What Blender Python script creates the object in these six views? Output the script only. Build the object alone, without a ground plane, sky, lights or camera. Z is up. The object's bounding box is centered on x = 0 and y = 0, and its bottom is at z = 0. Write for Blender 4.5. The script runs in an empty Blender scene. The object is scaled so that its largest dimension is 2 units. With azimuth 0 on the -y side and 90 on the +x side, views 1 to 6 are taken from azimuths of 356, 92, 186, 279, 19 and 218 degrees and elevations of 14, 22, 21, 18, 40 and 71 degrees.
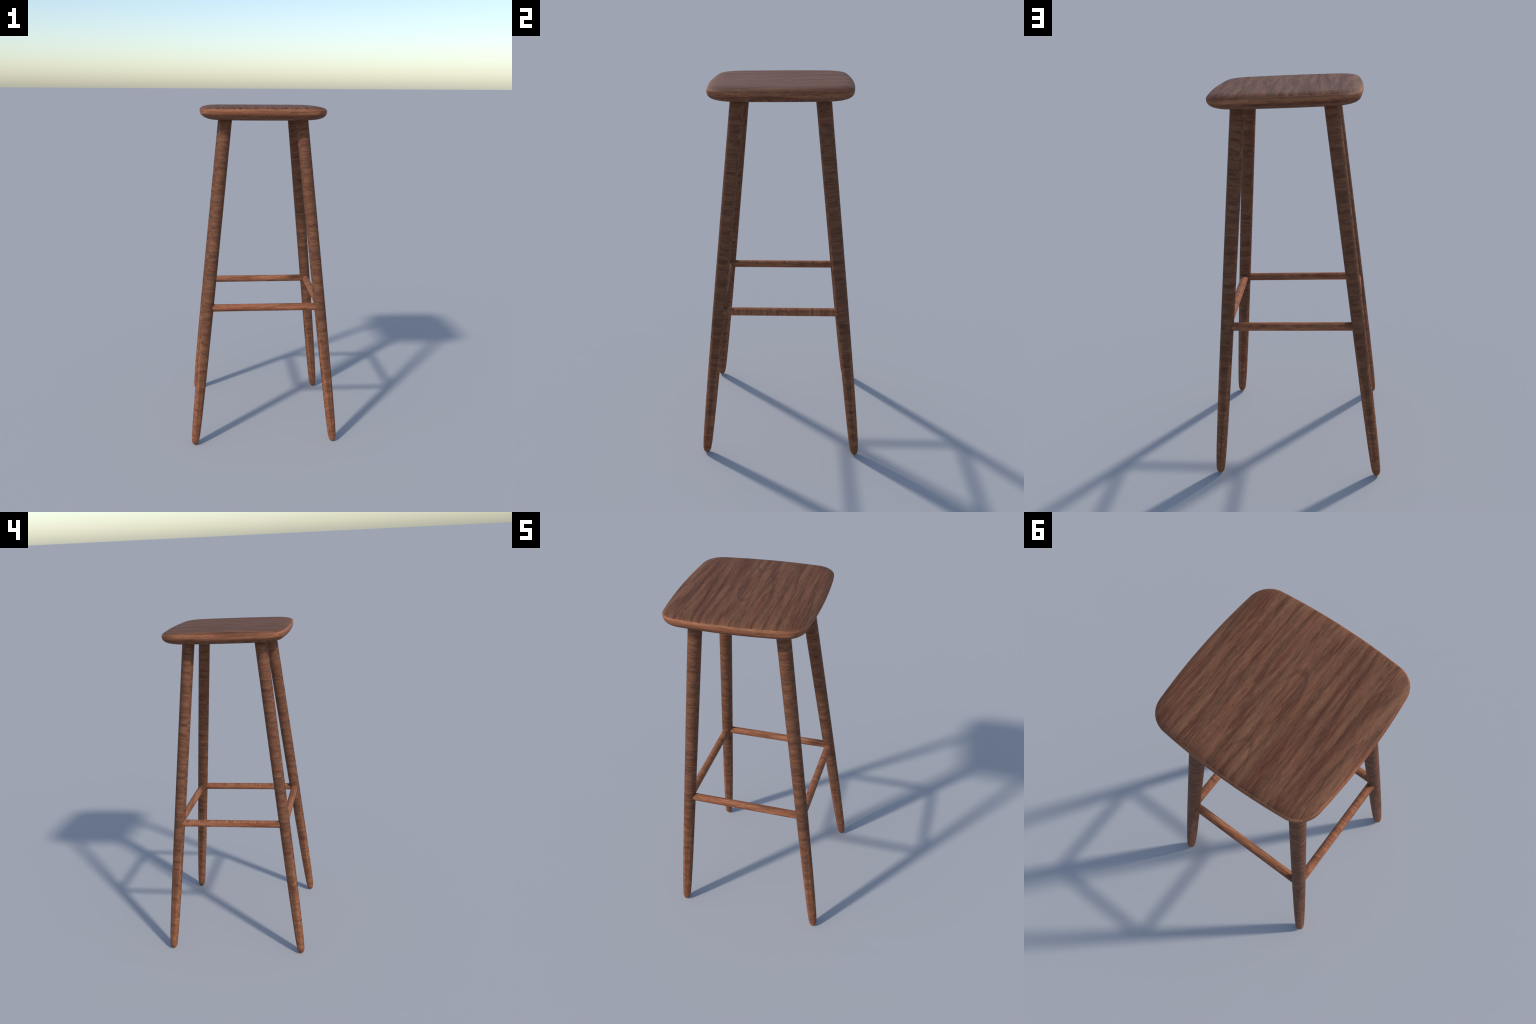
import bpy, math
from mathutils import Vector, Matrix

# ------------------------------------------------------------------ measures
SEAT_HALF_X, SEAT_HALF_Y = 0.3690, 0.3684   # half extents at the widest height
SEAT_BOW = 0.0130                           # how far each side bows outwards
SEAT_CORNER = 0.0980                        # plan corner radius
SEAT_TOP, SEAT_WIDEST, SEAT_UNDER = 2.0, 1.9768, 1.9250
TOP_INSET, TOP_ROUND = 0.0665, 2.28         # roll-over of the upper edge
UNDER_INSET, UNDER_ROUND = 0.112, 2.62     # broad relief under the edge
UNDER_BELLY = 0.0085                        # underside sags slightly to the middle

FOOT_X, FOOT_Y = 0.4200, 0.4130             # leg axes on the ground
HEAD_X, HEAD_Y, HEAD_Z = 0.2245, 0.2170, 1.88   # leg axes higher up
LEG_TOP = 1.945                             # hidden inside the seat
RAIL_Z, RAIL_RADIUS = 0.8365, 0.0216

# radius of a leg along its length (distance from the foot, radius)
LEG_PROFILE = [(0.0, 0.0), (0.0012, 0.0066), (0.004, 0.0118), (0.009, 0.0158), (0.016, 0.0190),
               (0.026, 0.0218), (0.040, 0.0234), (0.062, 0.0248), (0.10, 0.0263),
               (0.16, 0.0278), (0.29, 0.0297), (0.43, 0.0312), (0.57, 0.0321),
               (0.72, 0.0329), (0.90, 0.0336), (1.10, 0.0342), (1.50, 0.0351),
               (2.00, 0.0359)]


# ------------------------------------------------------------------ materials
class Nodes:
    """Small helper that writes node trees as expressions."""
    def __init__(self, tree):
        self.t = tree

    def put(self, sock, val):
        if isinstance(val, bpy.types.NodeSocket):
            self.t.links.new(val, sock)
        else:
            sock.default_value = val

    def math(self, op, a, b=0.0, c=0.0, clamp=False):
        n = self.t.nodes.new('ShaderNodeMath')
        n.operation, n.use_clamp = op, clamp
        for i, v in enumerate((a, b, c)):
            self.put(n.inputs[i], v)
        return n.outputs[0]

    def mix(self, f, a, b):
        n = self.t.nodes.new('ShaderNodeMix')
        n.data_type = 'FLOAT'
        self.put(n.inputs[0], f); self.put(n.inputs[2], a); self.put(n.inputs[3], b)
        return n.outputs[0]

    def mixv(self, f, a, b):
        n = self.t.nodes.new('ShaderNodeMix')
        n.data_type = 'VECTOR'
        self.put(n.inputs[0], f); self.put(n.inputs[4], a); self.put(n.inputs[5], b)
        return n.outputs[1]

    def mixc(self, f, a, b, mode='MIX'):
        n = self.t.nodes.new('ShaderNodeMix')
        n.data_type, n.blend_type = 'RGBA', mode
        self.put(n.inputs[0], f); self.put(n.inputs[6], a); self.put(n.inputs[7], b)
        return n.outputs[2]

    def sep(self, v):
        n = self.t.nodes.new('ShaderNodeSeparateXYZ')
        self.put(n.inputs[0], v)
        return n.outputs

    def xyz(self, x, y, z):
        n = self.t.nodes.new('ShaderNodeCombineXYZ')
        for i, v in enumerate((x, y, z)):
            self.put(n.inputs[i], v)
        return n.outputs[0]

    def noise(self, vec, detail=2.0, rough=0.5, distort=0.0):
        n = self.t.nodes.new('ShaderNodeTexNoise')
        n.inputs['Scale'].default_value = 1.0
        n.inputs['Detail'].default_value = detail
        n.inputs['Roughness'].default_value = rough
        n.inputs['Distortion'].default_value = distort
        self.put(n.inputs['Vector'], vec)
        return n.outputs[0]

    def step(self, v, lo, hi):
        n = self.t.nodes.new('ShaderNodeMapRange')
        n.interpolation_type = 'SMOOTHSTEP'
        self.put(n.inputs[0], v)
        n.inputs[1].default_value, n.inputs[2].default_value = lo, hi
        n.inputs[3].default_value, n.inputs[4].default_value = 0.0, 1.0
        return n.outputs[0]

    def ramp(self, v, stops):
        n = self.t.nodes.new('ShaderNodeValToRGB')
        e = n.color_ramp.elements
        while len(e) < len(stops):
            e.new(0.5)
        for el, (p, c) in zip(e, stops):
            el.position, el.color = p, (*c, 1.0)
        self.put(n.inputs[0], v)
        return n.outputs[0]


def grain_coords(k, vec, across, along, wander):
    """Vector scaled so that x runs across the grain and y, z along it."""
    u, v, w = k.sep(vec)
    uu = k.math('MULTIPLY', k.math('ADD', u, wander), across) if wander is not None else k.math('MULTIPLY', u, across)
    return k.xyz(uu, k.math('MULTIPLY', v, along), k.math('MULTIPLY', w, along))


def walnut_group():
    """Oiled walnut: input x = across the grain, y/z = along it."""
    g = bpy.data.node_groups.new('walnut_grain', 'ShaderNodeTree')
    g.interface.new_socket('Vector', in_out='INPUT', socket_type='NodeSocketVector')
    g.interface.new_socket('Color', in_out='OUTPUT', socket_type='NodeSocketColor')
    g.interface.new_socket('Height', in_out='OUTPUT', socket_type='NodeSocketFloat')
    k = Nodes(g)
    vin = g.nodes.new('NodeGroupInput').outputs[0]
    out = g.nodes.new('NodeGroupOutput')

    # slow wander of the fibres, then growth-ring figure with flame arches
    slow = k.noise(grain_coords(k, vin, 6.0, 3.0, None), 2.0, 0.5)
    wander = k.math('MULTIPLY', k.math('SUBTRACT', slow, 0.5), 0.017)
    hump = k.noise(grain_coords(k, vin, 5.5, 1.4, None), 1.0, 0.4)
    u, v, w = k.sep(vin)
    jig = k.noise(grain_coords(k, vin, 90.0, 11.0, wander), 3.0, 0.6)
    phase = k.math('ADD', k.math('MULTIPLY', k.math('ADD', u, wander), 16.0), k.math('MULTIPLY', hump, 3.6))
    phase = k.math('ADD', phase, k.math('MULTIPLY', jig, 0.75))
    saw = k.math('FRACT', phase)
    ring = k.math('MULTIPLY', k.step(saw, 0.52, 0.93), k.math('SUBTRACT', 1.0, k.step(saw, 0.95, 1.0)))

    streak = k.noise(grain_coords(k, vin, 80.0, 4.6, wander), 4.0, 0.65)
    fibre = k.noise(grain_coords(k, vin, 260.0, 22.0, wander), 3.0, 0.6)
    pore = k.step(k.noise(grain_coords(k, vin, 290.0, 40.0, wander), 2.0, 0.5), 0.61, 0.70)
    patch = k.noise(grain_coords(k, vin, 26.0, 1.9, wander), 3.0, 0.55)
    hue = k.noise(grain_coords(k, vin, 40.0, 3.4, wander), 3.0, 0.55)

    tone = k.math('MULTIPLY', k.step(streak, 0.30, 0.70), 0.42)
    tone = k.math('ADD', tone, k.math('MULTIPLY', k.step(patch, 0.32, 0.68), 0.30))
    tone = k.math('ADD', tone, k.math('MULTIPLY', k.step(fibre, 0.25, 0.75), 0.38))
    tone = k.math('SUBTRACT', tone, k.math('MULTIPLY', ring, 0.26))
    tone = k.math('ADD', tone, 0.01)
    red = k.ramp(tone, [(0.0, RED[0]), (0.35, RED[1]), (0.65, RED[2]), (1.0, RED[3])])
    tan = k.ramp(tone, [(0.0, TAN[0]), (0.35, TAN[1]), (0.65, TAN[2]), (1.0, TAN[3])])
    col = k.mixc(k.step(hue, 0.36, 0.64), red, tan)
    dark = k.math('MULTIPLY', pore, 0.50)
    col = k.mixc(dark, col, (0.040, 0.022, 0.016, 1.0))
    g.links.new(col, out.inputs[0])
    g.links.new(k.math('SUBTRACT', fibre, k.math('MULTIPLY', pore, 0.5)), out.inputs[1])
    return g


# dark -> light stops of the two walnut tints (linear)
RED = [(0.097, 0.034, 0.020), (0.143, 0.053, 0.030), (0.195, 0.080, 0.044), (0.252, 0.111, 0.061)]
TAN = [(0.092, 0.042, 0.024), (0.134, 0.061, 0.034), (0.188, 0.086, 0.047), (0.245, 0.115, 0.062)]


LEG_MEAN = (0.158, 0.073, 0.041, 1.0)    # the leg veneer is calmer than the top


def wood(name, coords, tint=None):
    m = bpy.data.materials.new(name)
    m.use_nodes = True
    t = m.node_tree
    k = Nodes(t)
    b = t.nodes['Principled BSDF']
    tc = t.nodes.new('ShaderNodeTexCoord')
    info = t.nodes.new('ShaderNodeObjectInfo')
    vec = coords(k, tc.outputs['Object'], tc.outputs['Normal'], info.outputs['Random'])
    g = t.nodes.new('ShaderNodeGroup')
    g.node_tree = WALNUT
    t.links.new(vec, g.inputs[0])
    col = g.outputs[0]
    if tint:
        col = tint(k, tc.outputs['Object'], tc.outputs['Normal'], col)
    t.links.new(col, b.inputs['Base Color'])
    b.inputs['Roughness'].default_value = 0.62
    b.inputs['Specular IOR Level'].default_value = 0.10
    bump = t.nodes.new('ShaderNodeBump')
    bump.inputs['Strength'].default_value = 0.12
    bump.inputs['Distance'].default_value = 0.002
    t.links.new(g.outputs[1], bump.inputs['Height'])
    t.links.new(bump.outputs[0], b.inputs['Normal'])
    return m


def seat_coords(k, p, n, rnd):
    """Top veneer runs front to back, edges run round the rim, underside side to side."""
    x, y, z = k.sep(p)
    nx, ny, nz = k.sep(n)
    fray = k.math('MULTIPLY', k.math('SUBTRACT', k.noise(k.xyz(k.math('MULTIPLY', x, 60.0), k.math('MULTIPLY', y, 60.0), 0.0), 2.0), 0.5), 0.10)
    nz = k.math('ADD', nz, fray)
    face_x = k.math('GREATER_THAN', k.math('ABSOLUTE', nx), k.math('ABSOLUTE', ny))
    rim = k.mixv(face_x, k.xyz(z, x, y), k.xyz(k.math('ADD', z, 0.7), y, x))
    under = k.xyz(k.math('ADD', y, 3.1), x, z)
    top = k.xyz(k.math('ADD', x, 5.27), k.math('ADD', y, 1.4), z)
    vec = k.mixv(k.math('GREATER_THAN', nz, 0.80), rim, top)
    return k.mixv(k.math('LESS_THAN', nz, -0.72), vec, under)


def leg_coords(k, p, n, rnd):
    """The veneer is wrapped crosswise: bands run round the leg."""
    x, y, z = k.sep(p)
    face_x = k.math('GREATER_THAN', k.math('ABSOLUTE', x), k.math('ABSOLUTE', y))
    z = k.math('ADD', z, k.math('MULTIPLY', rnd, 17.0))
    z = k.math('ADD', z, k.math('MULTIPLY', face_x, 4.3))
    return k.xyz(k.math('MULTIPLY', z, 1.1), k.math('MULTIPLY', x, 1.9), k.math('MULTIPLY', y, 1.9))


def leg_tint(k, p, n, col):
    """Lower third: paler lengthwise strips on the four corners of the leg."""
    x, y, z = k.sep(p)
    col = k.mixc(0.16, col, LEG_MEAN)
    col = k.mixc(1.0, col, (1.03, 1.01, 0.99, 1.0), 'MULTIPLY')
    face = k.math('GREATER_THAN', k.math('ABSOLUTE', x), k.math('ABSOLUTE', y))
    dusk = k.noise(k.xyz(k.math('MULTIPLY', x, 9.0), k.math('MULTIPLY', y, 9.0),
                         k.math('ADD', k.math('MULTIPLY', z, 34.0), k.math('MULTIPLY', face, 50.0))), 3.0, 0.6)
    col = k.mixc(k.math('MULTIPLY', k.step(dusk, 0.52, 0.64), 0.50), col, (0.075, 0.034, 0.022, 1.0))
    r = k.math('SQRT', k.math('ADD', k.math('MULTIPLY', x, x), k.math('MULTIPLY', y, y)))
    side = k.math('DIVIDE', k.math('MINIMUM', k.math('ABSOLUTE', x), k.math('ABSOLUTE', y)), k.math('ADD', r, 1e-4))
    wob = k.noise(k.xyz(k.math('MULTIPLY', x, 30.0), k.math('MULTIPLY', y, 30.0), k.math('MULTIPLY', z, 6.0)), 2.0)
    edge = k.math('ADD', k.mix(k.step(z, 0.10, 0.75), 0.16, 0.56), k.math('MULTIPLY', k.math('SUBTRACT', wob, 0.5), 0.16))
    strip = k.step(k.math('SUBTRACT', side, edge), -0.02, 0.07)
    strip = k.math('MULTIPLY', strip, k.math('SUBTRACT', 1.0, k.step(k.math('ADD', z, k.math('MULTIPLY', wob, 0.2)), 0.70, 0.86)))
    toe = k.math('MULTIPLY', 0.75, k.math('SUBTRACT', 1.0, k.step(k.math('ADD', z, k.math('MULTIPLY', wob, 0.04)), 0.10, 0.15)))
    pale = k.math('MAXIMUM', strip, toe)
    line = k.noise(k.xyz(k.math('MULTIPLY', x, 330.0), k.math('MULTIPLY', y, 330.0), k.math('MULTIPLY', z, 14.0)), 2.0, 0.6)
    shade = k.ramp(line, [(0.33, (1.15, 1.09, 1.04)), (0.60, (1.72, 1.54, 1.37))])
    return k.mixc(pale, col, k.mixc(1.0, col, shade, 'MULTIPLY'))


def sapwood(amount):
    """Rails were cut from paler, warmer stock."""
    def tint(k, p, n, col):
        x, y, z = k.sep(p)
        fleck = k.noise(k.xyz(k.math('MULTIPLY', x, 120.0), k.math('MULTIPLY', y, 120.0), k.math('MULTIPLY', z, 16.0)), 3.0, 0.6)
        col = k.mixc(k.math('MULTIPLY', k.step(fleck, 0.53, 0.66), 0.45), col, (0.075, 0.032, 0.020, 1.0))
        return k.mixc(1.0, col, (1.0 + amount, 1.0 + amount * 0.80, 1.0 + amount * 0.58, 1.0), 'MULTIPLY')
    return tint


FLAME_APEX = (-0.116, 0.211)


def seat_tint(k, p, n, col):
    """Pale band round the rim, lighter than the top and the underside."""
    nx, ny, nz = k.sep(n)
    # two faint flame arches on the middle of the top, opening towards +y
    x, y, z = k.sep(p)
    off = k.math('ADD', x, 0.005)
    jag = k.noise(k.xyz(k.math('MULTIPLY', x, 150.0), k.math('MULTIPLY', y, 16.0), 0.0), 3.0, 0.6)
    flame = k.math('SUBTRACT', y, k.math('MULTIPLY', k.math('MULTIPLY', off, off), 40.0))
    flame = k.math('ADD', flame, k.math('MULTIPLY', k.math('SUBTRACT', jag, 0.5), 0.05))
    arch = 0.0
    for apex in FLAME_APEX:
        gap = k.math('SUBTRACT', flame, apex)
        band = k.math('MULTIPLY', k.step(gap, -0.034, -0.004), k.math('SUBTRACT', 1.0, k.step(gap, -0.002, 0.012)))
        arch = k.math('MAXIMUM', arch, band)
    arch = k.math('MULTIPLY', arch, k.math('SUBTRACT', 1.0, k.step(k.math('ABSOLUTE', off), 0.03, 0.075)))
    arch = k.math('MULTIPLY', arch, k.step(nz, 0.9, 0.97))
    col = k.mixc(k.math('MULTIPLY', arch, 0.42), col, (0.070, 0.034, 0.022, 1.0))
    rim = k.math('MULTIPLY', k.step(nz, -0.55, -0.15), k.math('SUBTRACT', 1.0, k.step(nz, 0.80, 0.86)))
    return k.mixc(rim, col, k.mixc(1.0, col, (1.60, 1.48, 1.36, 1.0), 'MULTIPLY'))


def rail_coords(k, p, n, rnd):
    """Grain runs along the rail (local z)."""
    x, y, z = k.sep(p)
    o = k.math('MULTIPLY', rnd, 9.0)
    return k.xyz(k.math('ADD', k.math('ADD', x, k.math('MULTIPLY', y, 0.8)), o), z, 0.0)


def side_rail_coords(outer):
    """As rail_coords, but the upper (and outer) face shows crosswise grain; local y is up."""
    def coords(k, p, n, rnd):
        x, y, z = k.sep(p)
        nx, ny, nz = k.sep(n)
        o = k.math('MULTIPLY', rnd, 9.0)
        along = k.xyz(k.math('ADD', k.math('ADD', x, k.math('MULTIPLY', y, 0.8)), o), z, 0.0)
        cross = k.xyz(k.math('ADD', z, o), k.math('MULTIPLY', x, 1.6), k.math('MULTIPLY', y, 1.6))
        mask = k.math('GREATER_THAN', ny, 0.55)
        if outer:
            mask = k.math('MAXIMUM', mask, k.math('GREATER_THAN', nx, 0.35))
        return k.mixv(mask, along, cross)
    return coords


# ------------------------------------------------------------------ geometry
def smooth_mesh(name, verts, faces, material):
    me = bpy.data.meshes.new(name)
    me.from_pydata(verts, [], faces)
    me.materials.append(material)
    me.polygons.foreach_set('use_smooth', [True] * len(me.polygons))
    me.update()
    return me


def skin(rings, cap_start=True, cap_end=True):
    """Join equal-length closed rings into a tube; caps are triangle fans."""
    n = len(rings[0])
    verts = [p for r in rings for p in r]
    faces = []
    for i in range(len(rings) - 1):
        for j in range(n):
            a, b = i * n + j, i * n + (j + 1) % n
            faces.append((a, b, b + n, a + n))
    for want, i, rev in ((cap_start, 0, True), (cap_end, len(rings) - 1, False)):
        if want:
            r = rings[i]
            c = tuple(sum(p[q] for p in r) / n for q in range(3))
            verts.append(c)
            ci = len(verts) - 1
            for j in range(n):
                a, b = i * n + j, i * n + (j + 1) % n
                faces.append((b, a, ci) if rev else (a, b, ci))
    return verts, faces


def seat_outline():
    """Square plan: four gently bowed sides joined by tangent corner arcs."""
    r, s = SEAT_CORNER, SEAT_BOW
    cx, cy = SEAT_HALF_X - r - s, SEAT_HALF_Y - r - s
    quarter = []
    for i in range(20):
        y = cy * i / 19
        nrm = Vector((1.0, 2 * s * y / cy ** 2)).normalized()
        quarter.append(Vector((SEAT_HALF_X - r - s * (y / cy) ** 2, y)) + nrm * r)
    t0 = math.atan2(2 * s / cy, 1.0)
    t1 = math.pi / 2 - math.atan2(2 * s / cx, 1.0)
    for i in range(1, 16):
        t = t0 + (t1 - t0) * i / 16
        quarter.append(Vector((cx + r * math.cos(t), cy + r * math.sin(t))))
    for i in range(20):
        x = cx * (1 - i / 19)
        nrm = Vector((2 * s * x / cx ** 2, 1.0)).normalized()
        quarter.append(Vector((x, SEAT_HALF_Y - r - s * (x / cx) ** 2)) + nrm * r)
    q = [(p.x, p.y) for p in quarter]
    loop = q[:-1] + [(-x, y) for x, y in q[::-1]][:-1] + [(-x, -y) for x, y in q][:-1] + [(x, -y) for x, y in q[::-1]][:-1]
    return loop


def seat_mesh(material):
    plan = seat_outline()
    rings = []

    def ring(inset, z):
        fx, fy = 1 - inset / SEAT_HALF_X, 1 - inset / SEAT_HALF_Y
        rings.append([(x * fx, y * fy, z) for x, y in plan])

    def belly(inset):
        t = min(max((inset - 0.05) / 0.24, 0.0), 1.0)
        return UNDER_BELLY * t * t * (3 - 2 * t)

    for f in (0.34, 0.30, 0.27, 0.24, 0.21, 0.18, 0.15, 0.13):
        ring(f, SEAT_UNDER - belly(f))
    steps = 18
    for i in range(-steps, steps + 1):
        a = math.pi / 2 * i / steps
        low = a < 0
        e = UNDER_ROUND if low else TOP_ROUND
        inset = (UNDER_INSET if low else TOP_INSET) * (1 - max(math.cos(a), 0.0) ** (2 / e))
        rise = abs(math.sin(a)) ** (2 / e)
        z = SEAT_WIDEST - (SEAT_WIDEST - SEAT_UNDER) * rise if low else SEAT_WIDEST + (SEAT_TOP - SEAT_WIDEST) * rise
        ring(inset, z - belly(inset) if low else z)
    for f in (0.11, 0.16, 0.22, 0.30):
        ring(f, SEAT_TOP)
    return smooth_mesh('seat', *skin(rings), material)


def pchip(pts, s):
    """Monotone cubic through (position, radius) pairs."""
    n = len(pts)
    h = [pts[i + 1][0] - pts[i][0] for i in range(n - 1)]
    d = [(pts[i + 1][1] - pts[i][1]) / h[i] for i in range(n - 1)]
    m = [d[0]] + [0.0 if d[i - 1] * d[i] <= 0 else 2 * d[i - 1] * d[i] / (d[i - 1] + d[i]) for i in range(1, n - 1)] + [d[-1]]
    i = max(j for j in range(n - 1) if pts[j][0] <= s)
    t = (s - pts[i][0]) / h[i]
    return (pts[i][1] * (1 + 2 * t) * (1 - t) ** 2 + m[i] * h[i] * t * (1 - t) ** 2
            + pts[i + 1][1] * t * t * (3 - 2 * t) + m[i + 1] * h[i] * t * t * (t - 1))


def turned_mesh(name, stations, material, sides=48):
    rings = []
    for s, r in stations:
        rings.append([(r * math.cos(2 * math.pi * j / sides), r * math.sin(2 * math.pi * j / sides), s) for j in range(sides)])
    return smooth_mesh(name, *skin(rings), material)


def frame(origin, axis, up_hint):
    z = axis.normalized()
    x = (up_hint - z * up_hint.dot(z)).normalized()
    y = z.cross(x)
    m = Matrix((x, y, z)).transposed().to_4x4()
    m.translation = origin
    return m


def leg_axis_at(sx, sy, z):
    t = z / HEAD_Z
    return Vector((sx * (FOOT_X + (HEAD_X - FOOT_X) * t), sy * (FOOT_Y + (HEAD_Y - FOOT_Y) * t), z))


def build():
    global WALNUT
    WALNUT = walnut_group()
    seat_wood = wood('seat_walnut', seat_coords, seat_tint)
    leg_wood = wood('leg_walnut', leg_coords, leg_tint)
    rail_wood = wood('rail_walnut', rail_coords, sapwood(0.85))
    side_wood = wood('side_rail_walnut', side_rail_coords(True), sapwood(0.85))
    plain_side_wood = wood('plain_side_rail_walnut', side_rail_coords(False), sapwood(0.85))

    col = bpy.context.scene.collection
    stool = bpy.data.objects.new('bar_stool', None)
    stool.empty_display_size = 0.2
    stool['label'] = 'tall dark walnut bar stool with square rounded seat and splayed legs'
    stool['category'] = 'bar stool'
    col.objects.link(stool)

    def add(name, mesh, matrix):
        ob = bpy.data.objects.new(name, mesh)
        ob.parent = stool
        ob.matrix_world = matrix
        col.objects.link(ob)
        return ob

    add('seat', seat_mesh(seat_wood), Matrix.Translation((-0.001, -0.0005, 0.0)))

    # legs: one turned, tapered mesh shared by all four
    length = (leg_axis_at(1, 1, LEG_TOP) - leg_axis_at(1, 1, 0)).length
    marks = [0.0006, 0.0012, 0.0024, 0.004, 0.006, 0.009, 0.012, 0.016, 0.020, 0.026, 0.033, 0.040, 0.050, 0.062, 0.08]
    marks += [0.10 + (length - 0.10) * i / 40 for i in range(41)]
    leg = turned_mesh('leg', [(s, pchip(LEG_PROFILE, s)) for s in marks], leg_wood)
    for sx, sy in ((-1, -1), (1, -1), (1, 1), (-1, 1)):
        foot = leg_axis_at(sx, sy, 0)
        m = frame(foot, leg_axis_at(sx, sy, 1) - foot, Vector((1, 0, 0)))
        lowest = min((m @ v.co).z for v in leg.vertices)
        m.translation.z -= lowest
        add('leg', leg, m)

    # rails between neighbouring legs, ends buried in the leg axes
    c = leg_axis_at(1, 1, RAIL_Z)
    bury = 0.004
    for name_mat, half, places in (
            (rail_wood, c.x - bury, [(Vector((0, -c.y, RAIL_Z)), Vector((1, 0, 0)), Vector((0, 1, 0))),
                                     (Vector((0, c.y, RAIL_Z)), Vector((1, 0, 0)), Vector((0, 1, 0)))]),
            (plain_side_wood, c.y - bury, [(Vector((-c.x, 0, RAIL_Z)), Vector((0, -1, 0)), Vector((1, 0, 0)))]),
            (side_wood, c.y - bury, [(Vector((c.x, 0, RAIL_Z)), Vector((0, -1, 0)), Vector((1, 0, 0)))])):
        mesh = turned_mesh('stretcher', [(-half + 2 * half * i / 24, RAIL_RADIUS) for i in range(25)], name_mat, 40)
        for mid, axis, hint in places:
            add('stretcher', mesh, frame(mid, axis, hint))


build()
